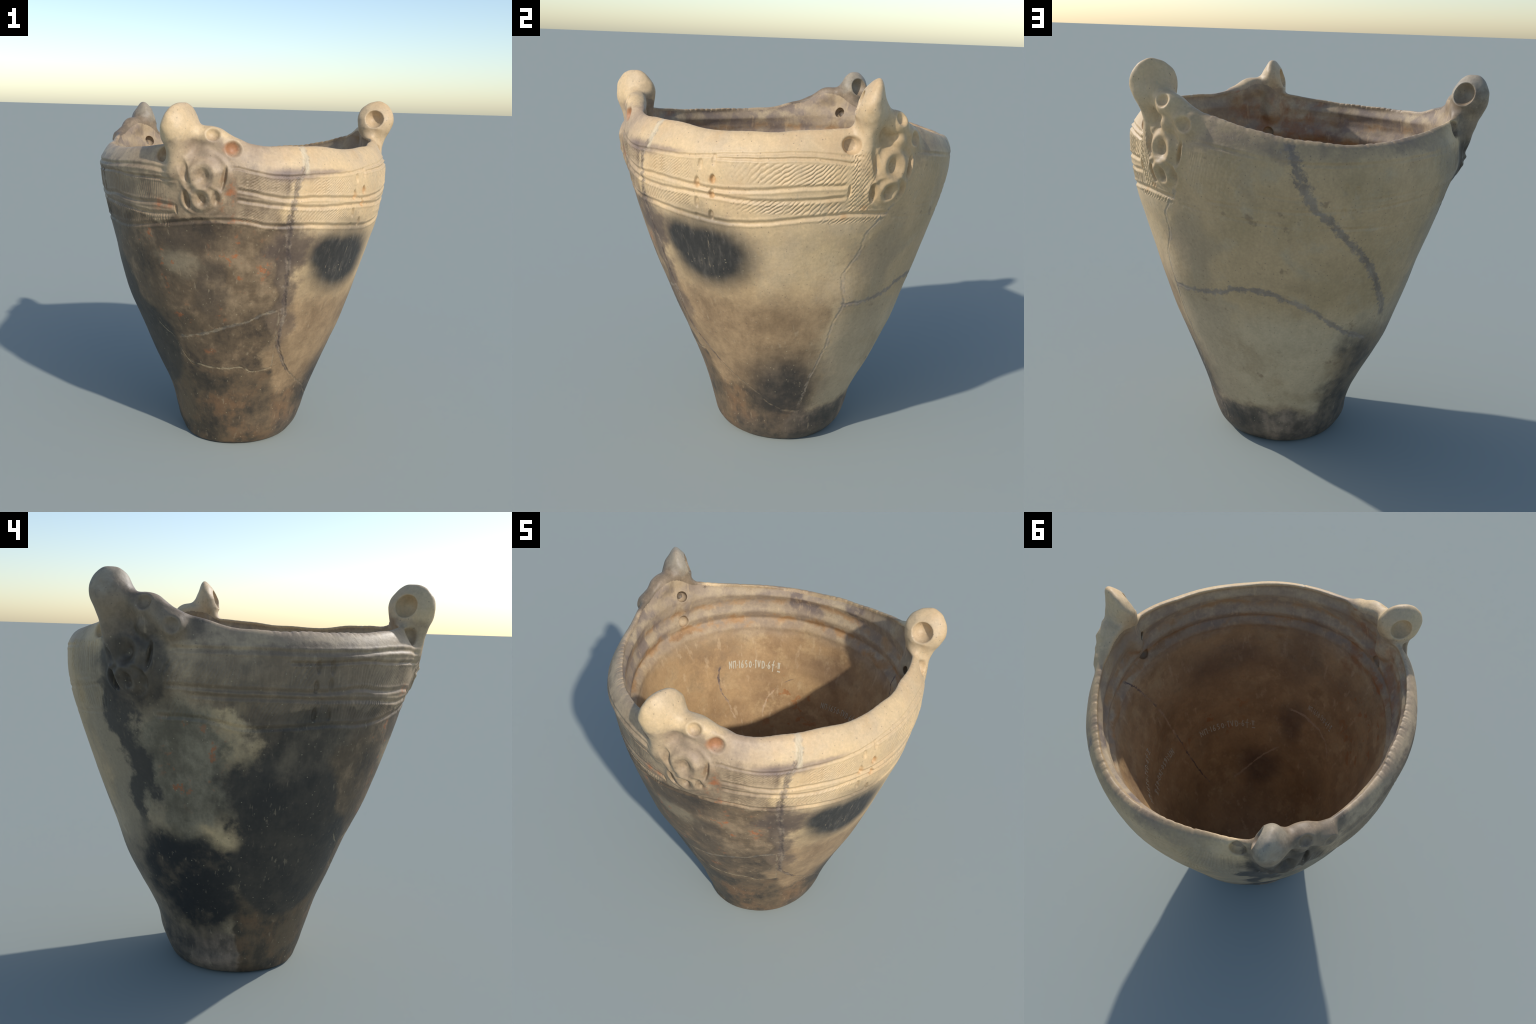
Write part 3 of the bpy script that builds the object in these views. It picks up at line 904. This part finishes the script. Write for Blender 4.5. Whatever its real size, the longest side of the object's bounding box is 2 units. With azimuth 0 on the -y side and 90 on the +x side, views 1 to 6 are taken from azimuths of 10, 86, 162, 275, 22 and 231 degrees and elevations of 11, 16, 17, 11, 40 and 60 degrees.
# ---- inventory numbers brushed on the inner wall ---------------------------
S = {  # pen strokes in a unit cell, x 0..1, y 0..1
    "N": [[(.1, 0), (.1, 1), (.8, .05), (.8, 1)]],
    "M": [[(.1, 0), (.12, .95), (.5, .9), (.85, 1), (.85, 0)]],
    ".": [[(.25, .42), (.75, .42)]],
    "1": [[(.5, 0), (.5, 1)]],
    "6": [[(.7, 1), (.3, .6), (.2, .2), (.5, 0), (.8, .25), (.6, .5), (.25, .38)]],
    "5": [[(.75, .95), (.35, .95), (.3, .6), (.65, .5), (.7, .2), (.3, .02)]],
    "0": [[(.5, .9), (.2, .6), (.25, .2), (.5, .05), (.8, .3), (.75, .7), (.5, .9)]],
    "I": [[(.5, 0), (.5, 1)], [(.2, 1), (.9, 1)]],
    "V": [[(.1, 1), (.45, .05), (.8, 1)]],
    "D": [[(.2, 0), (.2, .95), (.7, .85), (.9, .5), (.7, .12), (.2, 0)]],
    "f": [[(.8, 1.2), (.55, .9), (.4, -.3)], [(.1, .62), (.9, .6)]],
    "2": [[(.3, .2), (.3, .9)], [(.65, .2), (.65, .9)], [(.05, -.15), (1., -.2)], [(.1, .95), (.9, .9)]],
}
TEXT = "NM.1650.IVD.6f.2"


def inscription(a0, a1, z0, z1, height, width, flip):
    """strokes laid on the inner wall from angle a0 to a1"""
    vs, fs = [], []
    adv = np.cumsum([0] + [{".": .45, "1": .55, "I": .75}.get(ch, 1.) for ch in TEXT])
    for i, ch in enumerate(TEXT):
        for st in S[ch]:
            p = np.array(st)
            s = (adv[i] + p[:, 0] * .84 * (adv[i + 1] - adv[i])) / adv[-1]
            a = a0 + (a1 - a0) * s
            z = z0 + (z1 - z0) * s + flip * (p[:, 1] - .5) * height
            if len(p) > 2:   # round the pen path
                t = np.linspace(0, len(p) - 1, len(p) * 4)
                a, z = (np.interp(t, np.arange(len(p)), c) for c in (a, z))
            r = table_at(R_IN, a * D2R, z)
            x = a * D2R * r
            dx, dz = np.gradient(x), np.gradient(z)
            ln = np.hypot(dx, dz) + 1e-9
            nx, nz = -dz / ln * width / 2, dx / ln * width / 2
            b = len(vs)
            for k in range(len(a)):
                for sx, sr in ((1, -.0022), (-1, -.0022), (-1, .002), (1, .002)):
                    aa, zz = a[k] * D2R + sx * nx[k] / r[k], z[k] + sx * nz[k]
                    rr = float(table_at(R_IN, np.array([aa]), np.array([zz]))[0]) + sr
                    vs.append((rr * math.cos(aa), rr * math.sin(aa), zz))
                if k:
                    o = b + (k - 1) * 4
                    for e in range(4):
                        fs.append((o + e, o + (e + 1) % 4, o + 4 + (e + 1) % 4, o + 4 + e))
            fs += [(b, b + 1, b + 2, b + 3), tuple(b + (len(a) - 1) * 4 + e for e in (3, 2, 1, 0))]
    me = bpy.data.meshes.new("inscription")
    me.from_pydata(vs, [], fs)
    me.update()
    me.materials.append(PAINT)
    ob = bpy.data.objects.new("inscription", me)
    bpy.context.collection.objects.link(ob)
    ob.parent = inner


inscription(130, 103, 1.232, 1.205, .046, .0075, 1)
inscription(9.2, -33.3, .76, .735, .042, .0052, 1)
inscription(32, 67.3, .82, .905, .044, .0058, -1)
inscription(77.6, 48.5, 1.035, 1.09, .038, .0035, 1)
inscription(-70.4, -92, .947, .93, .034, .003, 1)
print("built", time.time() - _t0)
